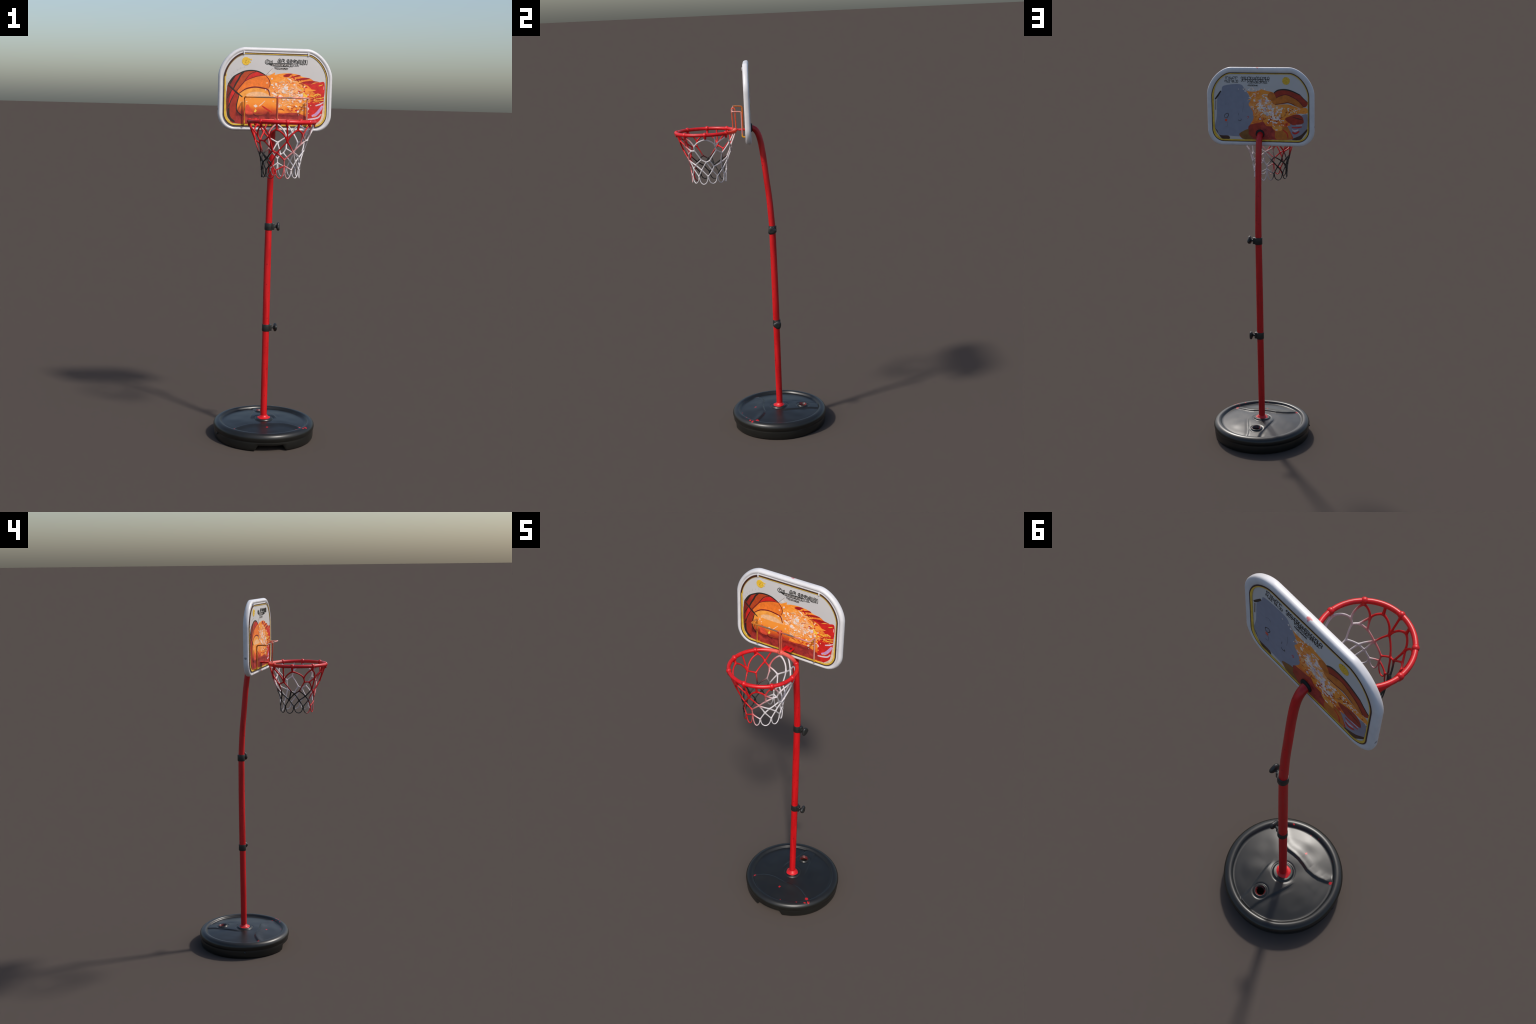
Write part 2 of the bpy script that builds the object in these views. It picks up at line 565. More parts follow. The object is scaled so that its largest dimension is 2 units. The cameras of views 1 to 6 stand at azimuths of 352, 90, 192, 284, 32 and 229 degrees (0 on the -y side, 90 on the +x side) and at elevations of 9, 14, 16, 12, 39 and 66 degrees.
SLABS = []
def slab(side, inkname, level, pts, tess=None):
    """Note a thin slab of ink for later; pts are (x, z) metres in order."""
    SLABS.append((side, level, len(SLABS), inkname, pts, tess))

LAYERS = {}
def lay_ink():
    """Stack the slabs in printing order, each a few microns above the last."""
    for side, sign, y_base in (('front', -1, .0020), ('back', 1, .0285)):
        mine = sorted(q for q in SLABS if q[0] == side)
        for i, (_, level, _, inkname, pts, tess) in enumerate(mine):
            V, F = LAYERS.setdefault((side, inkname), ([], []))
            y1 = y_base + sign * (.00015 + .0000028 * i)
            y0 = y_base + sign * .00005
            o = len(V); n = len(pts)
            V += [(p[0], y1, p[1]) for p in pts] + [(p[0], y0, p[1]) for p in pts]
            tris = tess or tessellate_polygon([[Vector((p[0], p[1], 0)) for p in pts]])
            F += [tuple(o + k for k in t) for t in tris]
            for k in range(n):
                l = (k + 1) % n
                F.append((o + k, o + l, o + n + l, o + n + k))

def to_board(p):
    return Vector((p[0] / 1000, BOARD_Z + p[1] / 1000))

def patch(side, inkname, level, pts):
    slab(side, inkname, level, catmull([to_board(p) for p in pts], 4, True) if len(pts) > 4 else [to_board(p) for p in pts])

FAT = {'seam': 2.3, 'maroon': 2.3, 'lilac': 2.0, 'lilac_white': 1.9, 'yellow': 1.6, 'cream': 1.5, 'red': 1.7}
def stroke(side, inkname, level, width, pts, taper=True):
    path = catmull([to_board(p) for p in pts], 7) if len(pts) > 2 else [to_board(p) for p in pts]
    n = len(path)
    L, R = [], []
    for i, p in enumerate(path):
        t = (path[min(i + 1, n - 1)] - path[max(i - 1, 0)]).normalized()
        nrm = Vector((-t.y, t.x))
        f = i / (n - 1)
        w = width / 1000 * FAT.get(inkname, 1.0) * (0.5 if not taper else 0.28 + 0.24 * sin(pi * f) ** 0.6)
        L.append(p + nrm * w); R.append(p - nrm * w)
    m = len(L)
    tess = []
    for i in range(m - 1):
        a, b, c, d = i, i + 1, 2 * m - 2 - i, 2 * m - 1 - i
        tess += [(a, b, c), (a, c, d)]
    slab(side, inkname, level, L + R[::-1], tess)

def blob(side, inkname, level, x, z, r, rng, n=9, squash=1.0, turn=0.0):
    pts = []
    for k in range(n):
        a = 2 * pi * k / n
        q = r * rng.uniform(.55, 1.25)
        u, v = q * cos(a), q * squash * sin(a)
        pts.append(Vector((x + u * cos(turn) - v * sin(turn), z + u * sin(turn) + v * cos(turn))))
    slab(side, inkname, level, catmull(pts, 3, True))

# picture, placed in millimetres from the board centre (x, height above 1.8 m)
# front
patch('front', 'ball', 1, [(-241, -9), (-240, 3), (-236, 21), (-210, 55), (-174, 76), (-149, 86), (-121, 89), (-92, 85), (-69, 76), (-51, 66), (-35, 47), (-28, 27), (-34, 6), (-33, -12), (-25, -36), (-22, -164), (-200, -168), (-224, -153), (-238, -130), (-243, -80), (-243, -25)])
patch('front', 'flame', 1, [(-51, 66), (-35, 66), (-6, 81), (-7, 70), (17, 76), (45, 79), (72, 79), (109, 74), (132, 64), (167, 58), (189, 46), (216, 40), (242, 38), (242, -30), (239, -71), (231, -125), (203, -167), (-12, -171), (-22, -164), (-25, -36), (-34, 6), (-28, 27), (-35, 47)])
patch('front', 'brown_orange', 2, [(-209, 1), (-190, 43), (-158, 80), (-130, 85), (-99, 83), (-123, 72), (-162, 30), (-190, -8), (-203, -7)])
patch('front', 'red', 2, [(-162, 29), (-148, 45), (-120, 71), (-95, 81), (-78, 76), (-61, 69), (-92, 61), (-134, 46)])
patch('front', 'orange', 2, [(-192, -8), (-167, 23), (-134, 46), (-92, 61), (-51, 67), (-35, 47), (-29, 27), (-34, 6), (-38, 0), (-76, 7), (-106, 10), (-133, 6), (-161, -7), (-179, -23), (-190, -14)])
patch('front', 'amber', 2, [(-179, -26), (-161, -10), (-133, 0), (-97, 5), (-62, -1), (-40, -13), (-27, -33), (-26, -47), (-164, -50)])
patch('front', 'peach', 3, [(-146, -30), (-118, -16), (-76, -14), (-47, -22), (-28, -33), (-28, -39), (-125, -40)])
patch('front', 'amber_low', 2, [(-163, -41), (-27, -37), (5, -42), (7, -116), (-73, -123), (-144, -122), (-158, -131), (-187, -106), (-193, -86), (-188, -51), (-180, -36)])
patch('front', 'coral', 3, [(-146, -83), (-134, -77), (-126, -91), (-116, -112), (-104, -123), (-145, -122)])
patch('front', 'deep_red', 2, [(-154, -124), (-73, -125), (7, -116), (-14, -116), (43, -115), (101, -111), (151, -127), (163, -137), (164, -167), (-12, -171), (-192, -168), (-197, -134), (-195, -107), (-164, -132)])
patch('front', 'brick', 2, [(-200, -22), (-188, -44), (-193, -86), (-195, -120), (-197, -148), (-221, -146), (-225, -100), (-219, -56)])
patch('front', 'red', 3, [(-214, -9), (-201, -22), (-219, -56), (-230, -74), (-225, -38)])
patch('front', 'red', 2, [(242, 38), (216, 39), (189, 44), (159, 39), (125, 36), (161, 22), (183, 2), (198, 2), (189, -7), (220, -27), (241, -32)])
patch('front', 'dark_red', 3, [(35, 67), (52, 76), (81, 78), (72, 72), (61, 62), (43, 62)])
patch('front', 'dark_red', 3, [(60, 54), (81, 63), (109, 73), (122, 68), (95, 62)])
patch('front', 'dark_red', 3, [(86, 44), (110, 53), (138, 60), (168, 58), (146, 51), (110, 47)])
patch('front', 'dark_red', 3, [(125, 36), (153, 44), (189, 45), (216, 40), (182, 33), (146, 33)])
patch('front', 'amber', 3, [(174, 28), (189, 38), (218, 40), (196, 35)])
patch('front', 'amber_low', 4, [(147, 10), (169, 5), (200, 2), (183, -4), (162, -6), (148, -15)])
patch('front', 'red', 2, [(164, -69), (200, -61), (242, -63), (243, -110), (224, -146), (196, -169), (166, -137), (162, -105)])
stroke('front', 'lilac', 3, 7, [(183, -126), (202, -118), (221, -97), (236, -74)])
stroke('front', 'lilac_white', 3, 4, [(164, -142), (195, -138), (216, -131), (230, -115)])
stroke('front', 'lilac_white', 3, 3.5, [(200, -75), (222, -67), (240, -57)])
patch('front', 'beige', 3, [(244, -54), (251, -124), (232, -160), (204, -177), (189, -175), (224, -146), (233, -118), (238, -82)])
stroke('front', 'yellow', 4, 3, [(190, -26), (207, -19), (226, -22)])
stroke('front', 'yellow', 4, 2, [(213, 22), (224, 25), (233, 29)])
stroke('front', 'yellow', 4, 2, [(202, -40), (221, -39), (241, -33)])
stroke('front', 'yellow', 4, 2, [(197, -52), (221, -50), (240, -46)])
stroke('front', 'cream', 4, 2, [(239, 21), (239, 5)])
stroke('front', 'seam', 4, 2.6, [(-236, 20), (-210, 55), (-174, 76), (-149, 85), (-121, 88), (-92, 85), (-69, 76), (-51, 66)])
stroke('front', 'seam', 4, 3, [(-202, 59), (-215, 42), (-227, 20)])
stroke('front', 'seam', 4, 3.4, [(-158, 81), (-174, 65), (-184, 46), (-198, 22), (-209, -2)])
stroke('front', 'seam', 4, 3, [(-234, 17), (-211, -4), (-197, -17), (-183, -27), (-164, -41)])
stroke('front', 'maroon', 4, 2, [(-99, 83), (-130, 69), (-157, 33), (-176, 10), (-190, -8), (-193, -14)])
stroke('front', 'maroon', 4, 1.3, [(-51, 67), (-92, 61), (-134, 46), (-162, 29)])
stroke('front', 'maroon', 4, 2.4, [(-181, -24), (-161, -9), (-140, 2), (-106, 9), (-69, 6), (-38, -3), (-28, -33)])
stroke('front', 'maroon', 4, 1.5, [(-51, 66), (-35, 47), (-29, 27), (-34, 8)])
stroke('front', 'seam', 4, 1.6, [(-217, -9), (-228, -27), (-240, -48)])
stroke('front', 'seam', 4, 1.8, [(-201, -21), (-219, -56), (-227, -77), (-235, -92)])
stroke('front', 'seam', 4, 2.2, [(-181, -34), (-189, -65), (-193, -93), (-188, -111), (-164, -132)])
stroke('front', 'seam', 4, 4, [(-231, -96), (-232, -121), (-221, -146), (-200, -161)])
stroke('front', 'red', 4, 4, [(-67, -81), (-45, -95), (-16, -112)])
stroke('front', 'maroon', 4, 2, [(-111, -119), (-101, -127), (-80, -137)])
stroke('front', 'cream', 4, 2, [(-82, -84), (-66, -70), (-52, -56)])
patch('front', 'cream', 4, [(-109, -82), (-98, -75), (-87, -83), (-98, -91)])
patch('front', 'yellow', 4, [(-106, -110), (-98, -95), (-92, -106), (-100, -114)])
stroke('front', 'seam', 3, 0.7, [(-51, 67), (-18, 101)])
patch('front', 'grey_white', 2, [(-49, 67), (-19, 99), (-13, 85), (-21, 74)])
# back
patch('back', 'slate', 1, [(189, 106), (105, 114), (80, 90), (49, 40), (60, 11), (47, -11), (40, -22), (60, -52), (67, -79), (55, -94), (64, -116), (111, -140), (104, -155), (170, -153), (218, -150), (243, -113), (232, -55), (228, 20), (224, 44), (203, 79)])
patch('back', 'flame_back', 1, [(78, 96), (68, 81), (30, 77), (-8, 89), (-5, 91), (-35, 82), (-56, 78), (-74, 70), (-85, 45), (-64, 27), (-79, 12), (-146, 14), (-206, -4), (-243, -3), (-246, -31), (-198, -33), (-153, -48), (-131, -61), (-160, -90), (-145, -100), (-163, -137), (-163, -167), (-38, -169), (35, -171), (93, -168), (112, -140), (64, -116), (55, -94), (36, -61), (40, -22), (60, 11), (49, 40)])
patch('back', 'brick', 2, [(-74, 70), (-95, 85), (-132, 88), (-169, 80), (-211, 61), (-231, 41), (-249, 26), (-246, 10), (-230, 1), (-206, 28), (-176, 48), (-139, 63), (-109, 57), (-85, 47)])
patch('back', 'ochre', 2, [(-85, 45), (-109, 57), (-139, 63), (-176, 48), (-206, 28), (-228, 1), (-213, -4), (-184, 6), (-151, 21), (-124, 18), (-79, 12), (-64, 27)])
patch('back', 'ochre', 2, [(-56, 75), (-74, 68), (-84, 45), (-64, 29), (-40, 53)])
patch('back', 'deep_red', 2, [(64, -116), (55, -95), (3, -81), (-17, -78), (-32, -98), (-62, -102), (-76, -124), (-70, -166), (-16, -170), (35, -170), (56, -149)])
patch('back', 'brick', 3, [(64, -116), (55, -97), (18, -87), (-5, -96), (4, -141), (27, -163), (56, -146)])
patch('back', 'olive', 3, [(112, -140), (64, -116), (62, -142), (38, -170), (93, -168), (104, -155)])
patch('back', 'brick', 2, [(-131, -62), (-153, -47), (-195, -36), (-219, -47), (-228, -68), (-222, -83), (-183, -91), (-163, -88)])
stroke('back', 'seam', 3, 1.6, [(-171, -51), (-198, -58), (-225, -65)])
stroke('back', 'red', 2, 3.5, [(-165, -104), (-190, -105), (-219, -100)])
stroke('back', 'red', 2, 5, [(-168, -128), (-184, -135), (-205, -123)])
stroke('back', 'lilac_white', 2, 3, [(-187, -91), (-220, -91)])
stroke('back', 'lilac_white', 2, 3.5, [(-168, -115), (-181, -122), (-201, -115)])
patch('back', 'dark_brown', 2, [(-246, -110), (-212, -143), (-166, -165), (-209, -167), (-228, -147), (-249, -117)])
patch('back', 'ochre', 3, [(-115, -105), (-145, -105), (-160, -137), (-160, -165), (-92, -168), (-77, -154), (-83, -124)])
patch('back', 'amber', 3, [(-62, -103), (-92, -94), (-114, -102), (-112, -120), (-83, -124)])
stroke('back', 'red', 4, 3.5, [(-118, -116), (-140, -135), (-146, -161)])
patch('back', 'dark_brown', 1, [(243, -115), (231, -127), (218, -150), (171, -153), (167, -170), (206, -170)])
stroke('back', 'seam', 4, 3, [(-74, 71), (-95, 85), (-132, 89), (-169, 81), (-211, 62)])
stroke('back', 'seam', 4, 1.2, [(-211, 62), (-231, 41), (-249, 26)])
stroke('back', 'maroon', 4, 1.8, [(-85, 46), (-109, 57), (-139, 63), (-176, 48), (-206, 28), (-228, 1)])
stroke('back', 'maroon', 4, 1.8, [(-79, 12), (-124, 19), (-151, 22), (-184, 9)])
stroke('back', 'seam', 2, 3.5, [(206, 79), (224, 53), (238, 35)])
stroke('back', 'dark_brown', 2, 5, [(234, 30), (236, -19)])
stroke('back', 'seam', 2, 1.2, [(189, -58), (188, -44), (174, -36), (168, -44), (177, -59), (189, -59)])
patch('back', 'coral', 2, [(188, -66), (176, -66), (177, -78), (188, -77)])
stroke('back', 'seam', 2, 1, [(114, -34), (115, -46)])
stroke('back', 'seam', 2, 1, [(118, -68), (111, -74), (102, -71), (102, -63)])
stroke('back', 'slate_dark', 2, 0.8, [(90, 22), (89, -1), (95, -32)])
stroke('back', 'red', 2, 1.2, [(71, -55), (64, -49), (62, -57), (69, -61)])
stroke('back', 'slate_dark', 2, 1, [(186, 9), (174, 19), (165, 14)])
stroke('back', 'slate_dark', 2, 1, [(188, -84), (176, -84), (178, -105), (189, -107)])

# splashes of pale foam
rng = random.Random(7)
def foam(side, count, cx, cz, sx, sz, tilt, inks, rmin, rmax):
    for i in range(count):
        u, v = rng.gauss(0, sx), rng.gauss(0, sz)
        x, z = cx + u * cos(tilt) - v * sin(tilt), cz + u * sin(tilt) + v * cos(tilt)
        r = rng.uniform(rmin, rmax) * (1.2 - .5 * min(abs(u) / (2 * sx), 1))
        blob(side, rng.choice(inks), 5 + .03 * (i % 20), x, z, r, rng, 8, rng.uniform(.4, 1), rng.uniform(-.4, 1.2))
# brush marks flowing away from the ball
def inside(p, poly):
    c = False
    for i in range(len(poly)):
        (x0, y0), (x1, y1) = poly[i - 1], poly[i]
        if (y0 > p[1]) != (y1 > p[1]) and p[0] < (x1 - x0) * (p[1] - y0) / (y1 - y0) + x0:
            c = not c
    return c
def brush(side, count, poly, flow, tint, seed):
    r = random.Random(seed)
    xs, zs = [p[0] for p in poly], [p[1] for p in poly]
    done = 0
    while done < count:
        x, z = r.uniform(min(xs), max(xs)), r.uniform(min(zs), max(zs))
        a = flow(x, z) + r.gauss(0, .22)
        L = r.uniform(10, 34)
        bend = r.gauss(0, .3)
        pts = [(x, z), (x + L * .5 * cos(a), z + L * .5 * sin(a)), (x + L * cos(a + bend), z + L * sin(a + bend))]
        if not all(inside(p, poly) for p in pts):
            continue
        stroke(side, tint(r, x, z), 1.9, r.uniform(1.2, 5.2), pts)
        done += 1
FLAME = [(-25, 50), (0, 66), (50, 74), (105, 70), (165, 54), (238, 34), (238, -60), (165, -70), (150, -120), (-15, -112), (-25, -36)]
def tint_front(r, x, z):
    hot = (x - 60) / 170 + r.gauss(0, .28) + (.5 if z < -95 else 0)
    return r.choice(['amber', 'amber', 'peach', 'amber_low', 'cream']) if hot < .1 else r.choice(['amber', 'orange', 'amber_low', 'brown_orange']) if hot < .5 else \
        r.choice(['orange', 'red', 'dark_red', 'yellow', 'red'])
brush('front', 190, FLAME, lambda x, z: -.12 - .002 * max(z, -60), tint_front, 31)
BURST = [(75, 85), (-30, 75), (-70, 40), (-70, 15), (-180, 0), (-235, -8), (-235, -28), (-150, -40), (-120, -62), (-145, -95), (-60, -95), (0, -78), (45, -60), (55, 10)]
brush('back', 130, BURST, lambda x, z: 2.6 + .004 * z, lambda r, x, z: r.choice(['amber', 'amber_low', 'ochre', 'orange', 'cream', 'amber'] if z > -60 else ['ochre', 'brown_orange', 'orange', 'brick']), 32)
brush('front', 26, [(-195, -128), (150, -125), (160, -160), (-195, -160)], lambda x, z: .05, lambda r, x, z: r.choice(['brick', 'red', 'maroon', 'dark_red', 'coral', 'brown_orange']), 33)
brush('back', 14, [(60, -105), (-60, -105), (-150, -160), (30, -160)], lambda x, z: 1.4, lambda r, x, z: r.choice(['brick', 'maroon', 'brown_orange', 'ochre']), 34)
patch('back', 'slate', .3, [(62, 12), (20, 10), (20, -90), (64, -118), (111, -140), (111, -60)])
patch('back', 'slate_pale', .4, [(-150, -85), (-246, -33), (-252, -110), (-200, -165), (-166, -168), (-150, -130)])

foam('front', 56, .045, 1.788, .042, .026, -.35, ['white_ink', 'cream', 'peach', 'white_ink'], .0025, .0085)
foam('front', 44, .115, 1.752, .035, .016, -.35, ['white_ink', 'cream', 'lilac_white', 'peach'], .002, .007)
foam('front', 26, .09, 1.72, .045, .016, -.3, ['cream', 'amber', 'peach'], .002, .008)
foam('front', 26, .185, 1.765, .022, .014, -.2, ['yellow', 'amber', 'red', 'orange'], .0015, .006)
foam('front', 12, -.15, 1.745, .012, .012, 0, ['cream', 'peach'], .001, .005)
foam('back', 80, -.035, 1.79, .055, .024, .55, ['white_ink', 'cream', 'lilac_white'], .0025, .0085)
foam('back', 34, -.085, 1.735, .022, .022, 0, ['white_ink', 'cream'], .002, .0075)
foam('back', 40, -.17, 1.785, .035, .007, .1, ['white_ink', 'cream', 'brick'], .0012, .0045)
foam('back', 16, .03, 1.885, .03, .006, 0, ['white_ink', 'cream'], .002, .006)

# little round badge
for side, x, z in (('front', -.150, 1.932), ('back', -.138, 1.933)):
    slab(side, 'badge', 2, [Vector((x + .0195 * cos(2 * pi * k / 40), z + .0195 * sin(2 * pi * k / 40))) for k in range(40)])
    for i in range(6):
        blob(side, 'badge', 2 + .1 * i, x + .02 + rng.uniform(-.003, .006) if side == 'front' else x, z + rng.uniform(-.006, .012), .0035, rng)

# hand-lettered heading: outline letters made of pen strokes, then two rows of tight scribble
def letters(side, z0, h, seq, flip):
    for ch, x0, w in seq:
        for pl in GLYPH[ch]:
            stroke(side, 'letter', 3, 2.7, [(flip * (x0 + u * w), z0 + v * h) for u, v in pl], False)
GLYPH = {
    'C': [[(.9, .85), (.5, 1), (.1, .7), (.1, .3), (.5, 0), (.95, .15)], [(.8, .65), (.55, .75), (.4, .5), (.55, .25), (.8, .35)]],
    'U': [[(.1, .9), (.12, .3), (.5, .05), (.85, .3), (.9, .9)], [(.4, .8), (.5, .35), (.65, .8)]],
    'A': [[(0, 0), (.3, .95), (.75, 1), (.95, 0)], [(.35, .1), (.5, .75), (.65, .1)], [(0, 0), (.95, 0)]],
    'R': [[(.1, 0), (.15, 1), (.75, .95), (.8, .55), (.3, .45)], [(.35, .45), (.95, 0)], [(.35, .8), (.6, .75)]],
    'O': [[(.5, 1), (.1, .75), (.1, .25), (.5, 0), (.9, .25), (.9, .75), (.5, 1)], [(.5, .7), (.35, .5), (.5, .3), (.65, .5), (.5, .7)]],
    'Y': [[(0, .9), (.4, .5), (.35, 0)], [(.95, 1), (.6, .5), (.35, 0)], [(.2, .1), (.8, .2), (.95, .6)]],
}
def scribble(side, x0, x1, z0, z1, n, width, seed, slant=0.0, inkname='letter'):
    r = random.Random(seed)
    for i in range(n):
        cx = x0 + (x1 - x0) * (i + .5) / n + r.uniform(-1, 1)
        h = (z1 - z0) * r.uniform(.75, 1.0)
        zc = (z0 + z1) / 2 + slant * (cx - x0)
        w = (x1 - x0) / n * r.uniform(.5, .95)
        a0 = r.uniform(0, 6.3)
        turn = r.choice((-1, 1)) * r.uniform(3.4, 5.8)
        pts = [(cx + w * .7 * cos(a0 + turn * k / 5), zc + h * .5 * sin(a0 + turn * k / 5)) for k in range(6)]
        stroke(side, inkname, 3, width, pts, False)

letters('front', 120, 22, [('C', -57, 22), ('U', -36, 18)], 1)
letters('front', 131, 15, [('A', 5, 18), ('R', 24, 18), ('C', 50, 14), ('O', 65, 14), ('O', 82, 14), ('Y', 96, 15)], 1)
scribble('front', 112, 152, 120, 148, 8, 1.8, 3)
patch('front', 'letter', 2, [(-42, 124), (-20, 126), (20, 127), (60, 128), (82, 127), (78, 124), (62, 122), (60, 111), (30, 110), (-10, 111), (-30, 116)])
scribble('front', -22, 62, 113, 123, 17, 1.2, 4, 0, 'grey_white')
scribble('front', 62, 112, 108, 126, 9, 1.8, 5, .12)
patch('front', 'letter', 2, [(-10, 106), (20, 105), (54, 105), (58, 101), (52, 96), (20, 96), (0, 97)])
scribble('front', -8, 56, 96, 103, 11, 1.2, 6, 0, 'grey_white')
scribble('back', 116, 182, 140, 153, 8, 2.0, 11)
scribble('back', 114, 184, 122, 137, 9, 2.2, 12)
scribble('back', -50, 98, 137, 153, 17, 2.4, 13)
scribble('back', -48, 98, 128, 141, 17, 2.0, 14)
scribble('back', -42, 62, 119, 130, 14, 2.2, 15)
scribble('back', 10, 62, 105, 112, 8, 2.0, 16)
# faint hatching beside the ball
r2 = random.Random(21)
for i in range(26):
    a = radians(178 - 3.1 * i)
    x, z = -128 + 118 * cos(a), -18 + 120 * sin(a)
    stroke('front', 'grey_white' if i % 3 else 'slate_dark', 1.2, .9, [(x, z), (x + 4 * cos(a + .5), z + r2.uniform(5, 11))])

# border lines: a dark line with a yellow one inside it, thicker at the lower left
CEN = Vector((0, 1.796))
def border(side, inkname, level, s0, s1f):
    n = len(INN)
    V, F = [], []
    y1, y0 = face_y(side, level), face_y(side, -12)
    for k, p in enumerate(INN):
        t = INN[(k + 1) % n] - INN[k - 1]
        nrm = Vector((t.y, -t.x)).normalized()
        if nrm.dot(p - CEN) < 0:
            nrm = -nrm
        a = p - nrm * (s0(p) if callable(s0) else s0)
        b = p - nrm * s1f(p)
        V += [(a.x, y0, a.y), (a.x, y1, a.y), (b.x, y1, b.y), (b.x, y0 if False else face_y(side, 0.1), b.y)]
    for k in range(n):
        l = (k + 1) % n
        for q in range(3):
            F.append((k * 4 + q, k * 4 + q + 1, l * 4 + q + 1, l * 4 + q))
    me = mesh_from('border_line', V, F)
    add_object('border_line', me, board, ink(inkname), angle=30)

def dark_w(p):
    w = .0045
    if p.x < -.16 and p.y > 1.86:
        w = .0085
    return w
def gold_w(p):
    low = sstep(1.78, 1.66, p.y)
    left = sstep(-.2, -.25, p.x)
    if p.x < -.165 and p.y > 1.87:
        return dark_w(p) + .0008
    return dark_w(p) + .0028 + .004 * low + .0045 * left * sstep(1.9, 1.8, p.y)
border('front', 'border', 9.2, .0002, lambda p: dark_w(p))
border('front', 'gold', 9.0, lambda p: dark_w(p) - .0003, gold_w)
def gold_b(p):
    low = sstep(1.74, 1.64, p.y)
    left = sstep(.2, .25, p.x)
    return .0042 + .0035 + .004 * low + .005 * left * sstep(1.92, 1.86, p.y)
border('back', 'border', 7.2, .0002, lambda p: .0042)
border('back', 'gold', 7.0, .0039, gold_b)

PART = {'ball': 'printed_ball', 'flame': 'printed_flame', 'flame_back': 'printed_flame', 'badge': 'printed_badge', 'letter': 'printed_lettering',
        'white_ink': 'printed_foam', 'cream': 'printed_foam', 'seam': 'printed_seams', 'maroon': 'printed_seams'}
lay_ink()
for (side, name), (V, F) in LAYERS.items():
    part = PART.get(name, 'printed_shapes')
    ob = add_object(part, mesh_from(part, V, F), board, ink(name), smooth=False)
    ob['kind'] = 'stuff'

# moulded clips either end of the top slot
for x in (-.1605, .1575):
    add_object('rim_clip', box_bevel_mesh('rim_clip', (.0065, .007, .017), (x, .0010, 1.9715), .0015), board, mat_white)

V, F = lathe_geo([(.0150, .0265), (.0225, .0265), (.0235, .0300), (.0225, .0335), (.0195, .0355), (.0155, .037)], 40, (0.002, 0, 1.659), 'y')
add_object('pole_gasket', mesh_from('pole_gasket', V, F), board, mat_gasket)

# ------------------------------------------------------------------ ring
hoop = bpy.data.objects.new('hoop', None)
bpy.context.scene.collection.objects.link(hoop)
hoop.parent = stand

def ring_material():
    m = Nodes('red_ring_plastic')
    n = m.noise(35, 4, 0.6)
    col = m.ramp(n, [(0.25, scaled(RED, .75)), (0.55, scaled(RED, 1.05)), (0.8, scaled(RED, 1.2))])
    # paler, worn towards the bracket
    d = m.dist((0.02, -.06, 1.65))
    col = m.mix(m.math('MULTIPLY', m.step(d, .12, .03), .55), col, srgb(226, 120, 104))
    fleck = m.math('MULTIPLY', m.step(m.noise(70, 3, .6), .63, .7), .5)
    col = m.mix(fleck, col, srgb(96, 16, 22))
    return m.done(col, .38, .5)
mat_ring = ring_material()

path = [RING_C + Vector((RING_R * sin(2 * pi * k / 128), -RING_R * cos(2 * pi * k / 128), 0)) for k in range(128)]
V, F = tube_geo(path, .0092, 20, True)
add_object('hoop_ring', mesh_from('hoop_ring', V, F), hoop, mat_ring)
knob = bpy.data.meshes.new('hoop_knob')
kv, kf = merge(sphere_geo((0, 0, .0005), (.0124, .0124, .0132), 18, 12),
               lathe_geo([(.0001, -.021), (.0055, -.021), (.0075, -.012), (.0085, -.004), (.0001, -.004)], 14))
knob = mesh_from('hoop_knob', kv, kf)
first = True
for k in range(8):
    if k == 4:
        continue
    a = radians(KNOB_AT[k])
    if first:
        ob = add_object('hoop_knob', knob, hoop, mat_ring); first = False
    else:
        ob = bpy.data.objects.new('hoop_knob', knob)
        bpy.context.scene.collection.objects.link(ob); ob.parent = hoop
    ob.location = RING_C + Vector((RING_R * sin(a), -RING_R * cos(a), 0))
    ob.rotation_euler = (0, 0, a)

# ------------------------------------------------------------------ bracket
def wire_material():
    m = Nodes('bracket_wire')
    x, y, z = m.xyz()
    n = m.math('MULTIPLY', m.math('SUBTRACT', m.noise(28, 3), .5), .6)
    f = m.math('ADD', m.step(x, -.17, .17), n)
    col = m.ramp(f, [(0.0, srgb(186, 112, 40)), (0.25, srgb(112, 100, 88)), (0.42, srgb(150, 90, 70)), (0.52, srgb(206, 92, 66)), (0.72, srgb(104, 92, 88)), (0.85, srgb(206, 110, 96)), (1.0, srgb(206, 146, 134))])
    foot = m.step(z, 1.655, 1.635)
    col = m.mix(foot, col, srgb(222, 168, 40))
    return m.done(col, .3, .5, metal=.15)
mat_wire = wire_material()
WR = .0036
def wire(pts, name='bracket_wire', r=WR, n=6):
    V, F = tube_geo(catmull(pts, n), r, 12)
    return add_object(name, mesh_from(name, V, F), hoop, mat_wire, angle=60)
half = [(.155, .003, 1.629), (.155, -.010, 1.6295), (.155, -.0145, 1.634), (.155, -.0150, 1.645), (.155, -.0150, 1.70), (.155, -.0150, 1.744), (.155, -.0165, 1.754),
        (.155, -.0235, 1.7585), (.155, -.045, 1.7598), (.155, -.057, 1.760), (.1525, -.0625, 1.760), (.146, -.0635, 1.760)]
left = [(-x, y, z) for x, y, z in half]
wire(half + [(.07, -.0635, 1.760), (0, -.0635, 1.760), (-.07, -.0635, 1.760)] + left[::-1], n=5)
wire([(0, -.0645, 1.652), (0, -.0660, 1.70), (0, -.0680, 1.748), (0, -.0672, 1.760), (0, -.0625, 1.7655), (0, -.0560, 1.7635),
      (0, -.0512, 1.754), (0, -.0502, 1.70), (0, -.0485, 1.652)], 'bracket_loop', .0036)
add_object('bracket_plate', box_bevel_mesh('bracket_plate', (.030, .038, .006), (.027, -.017, 1.6530), .002), hoop, mat_pole)
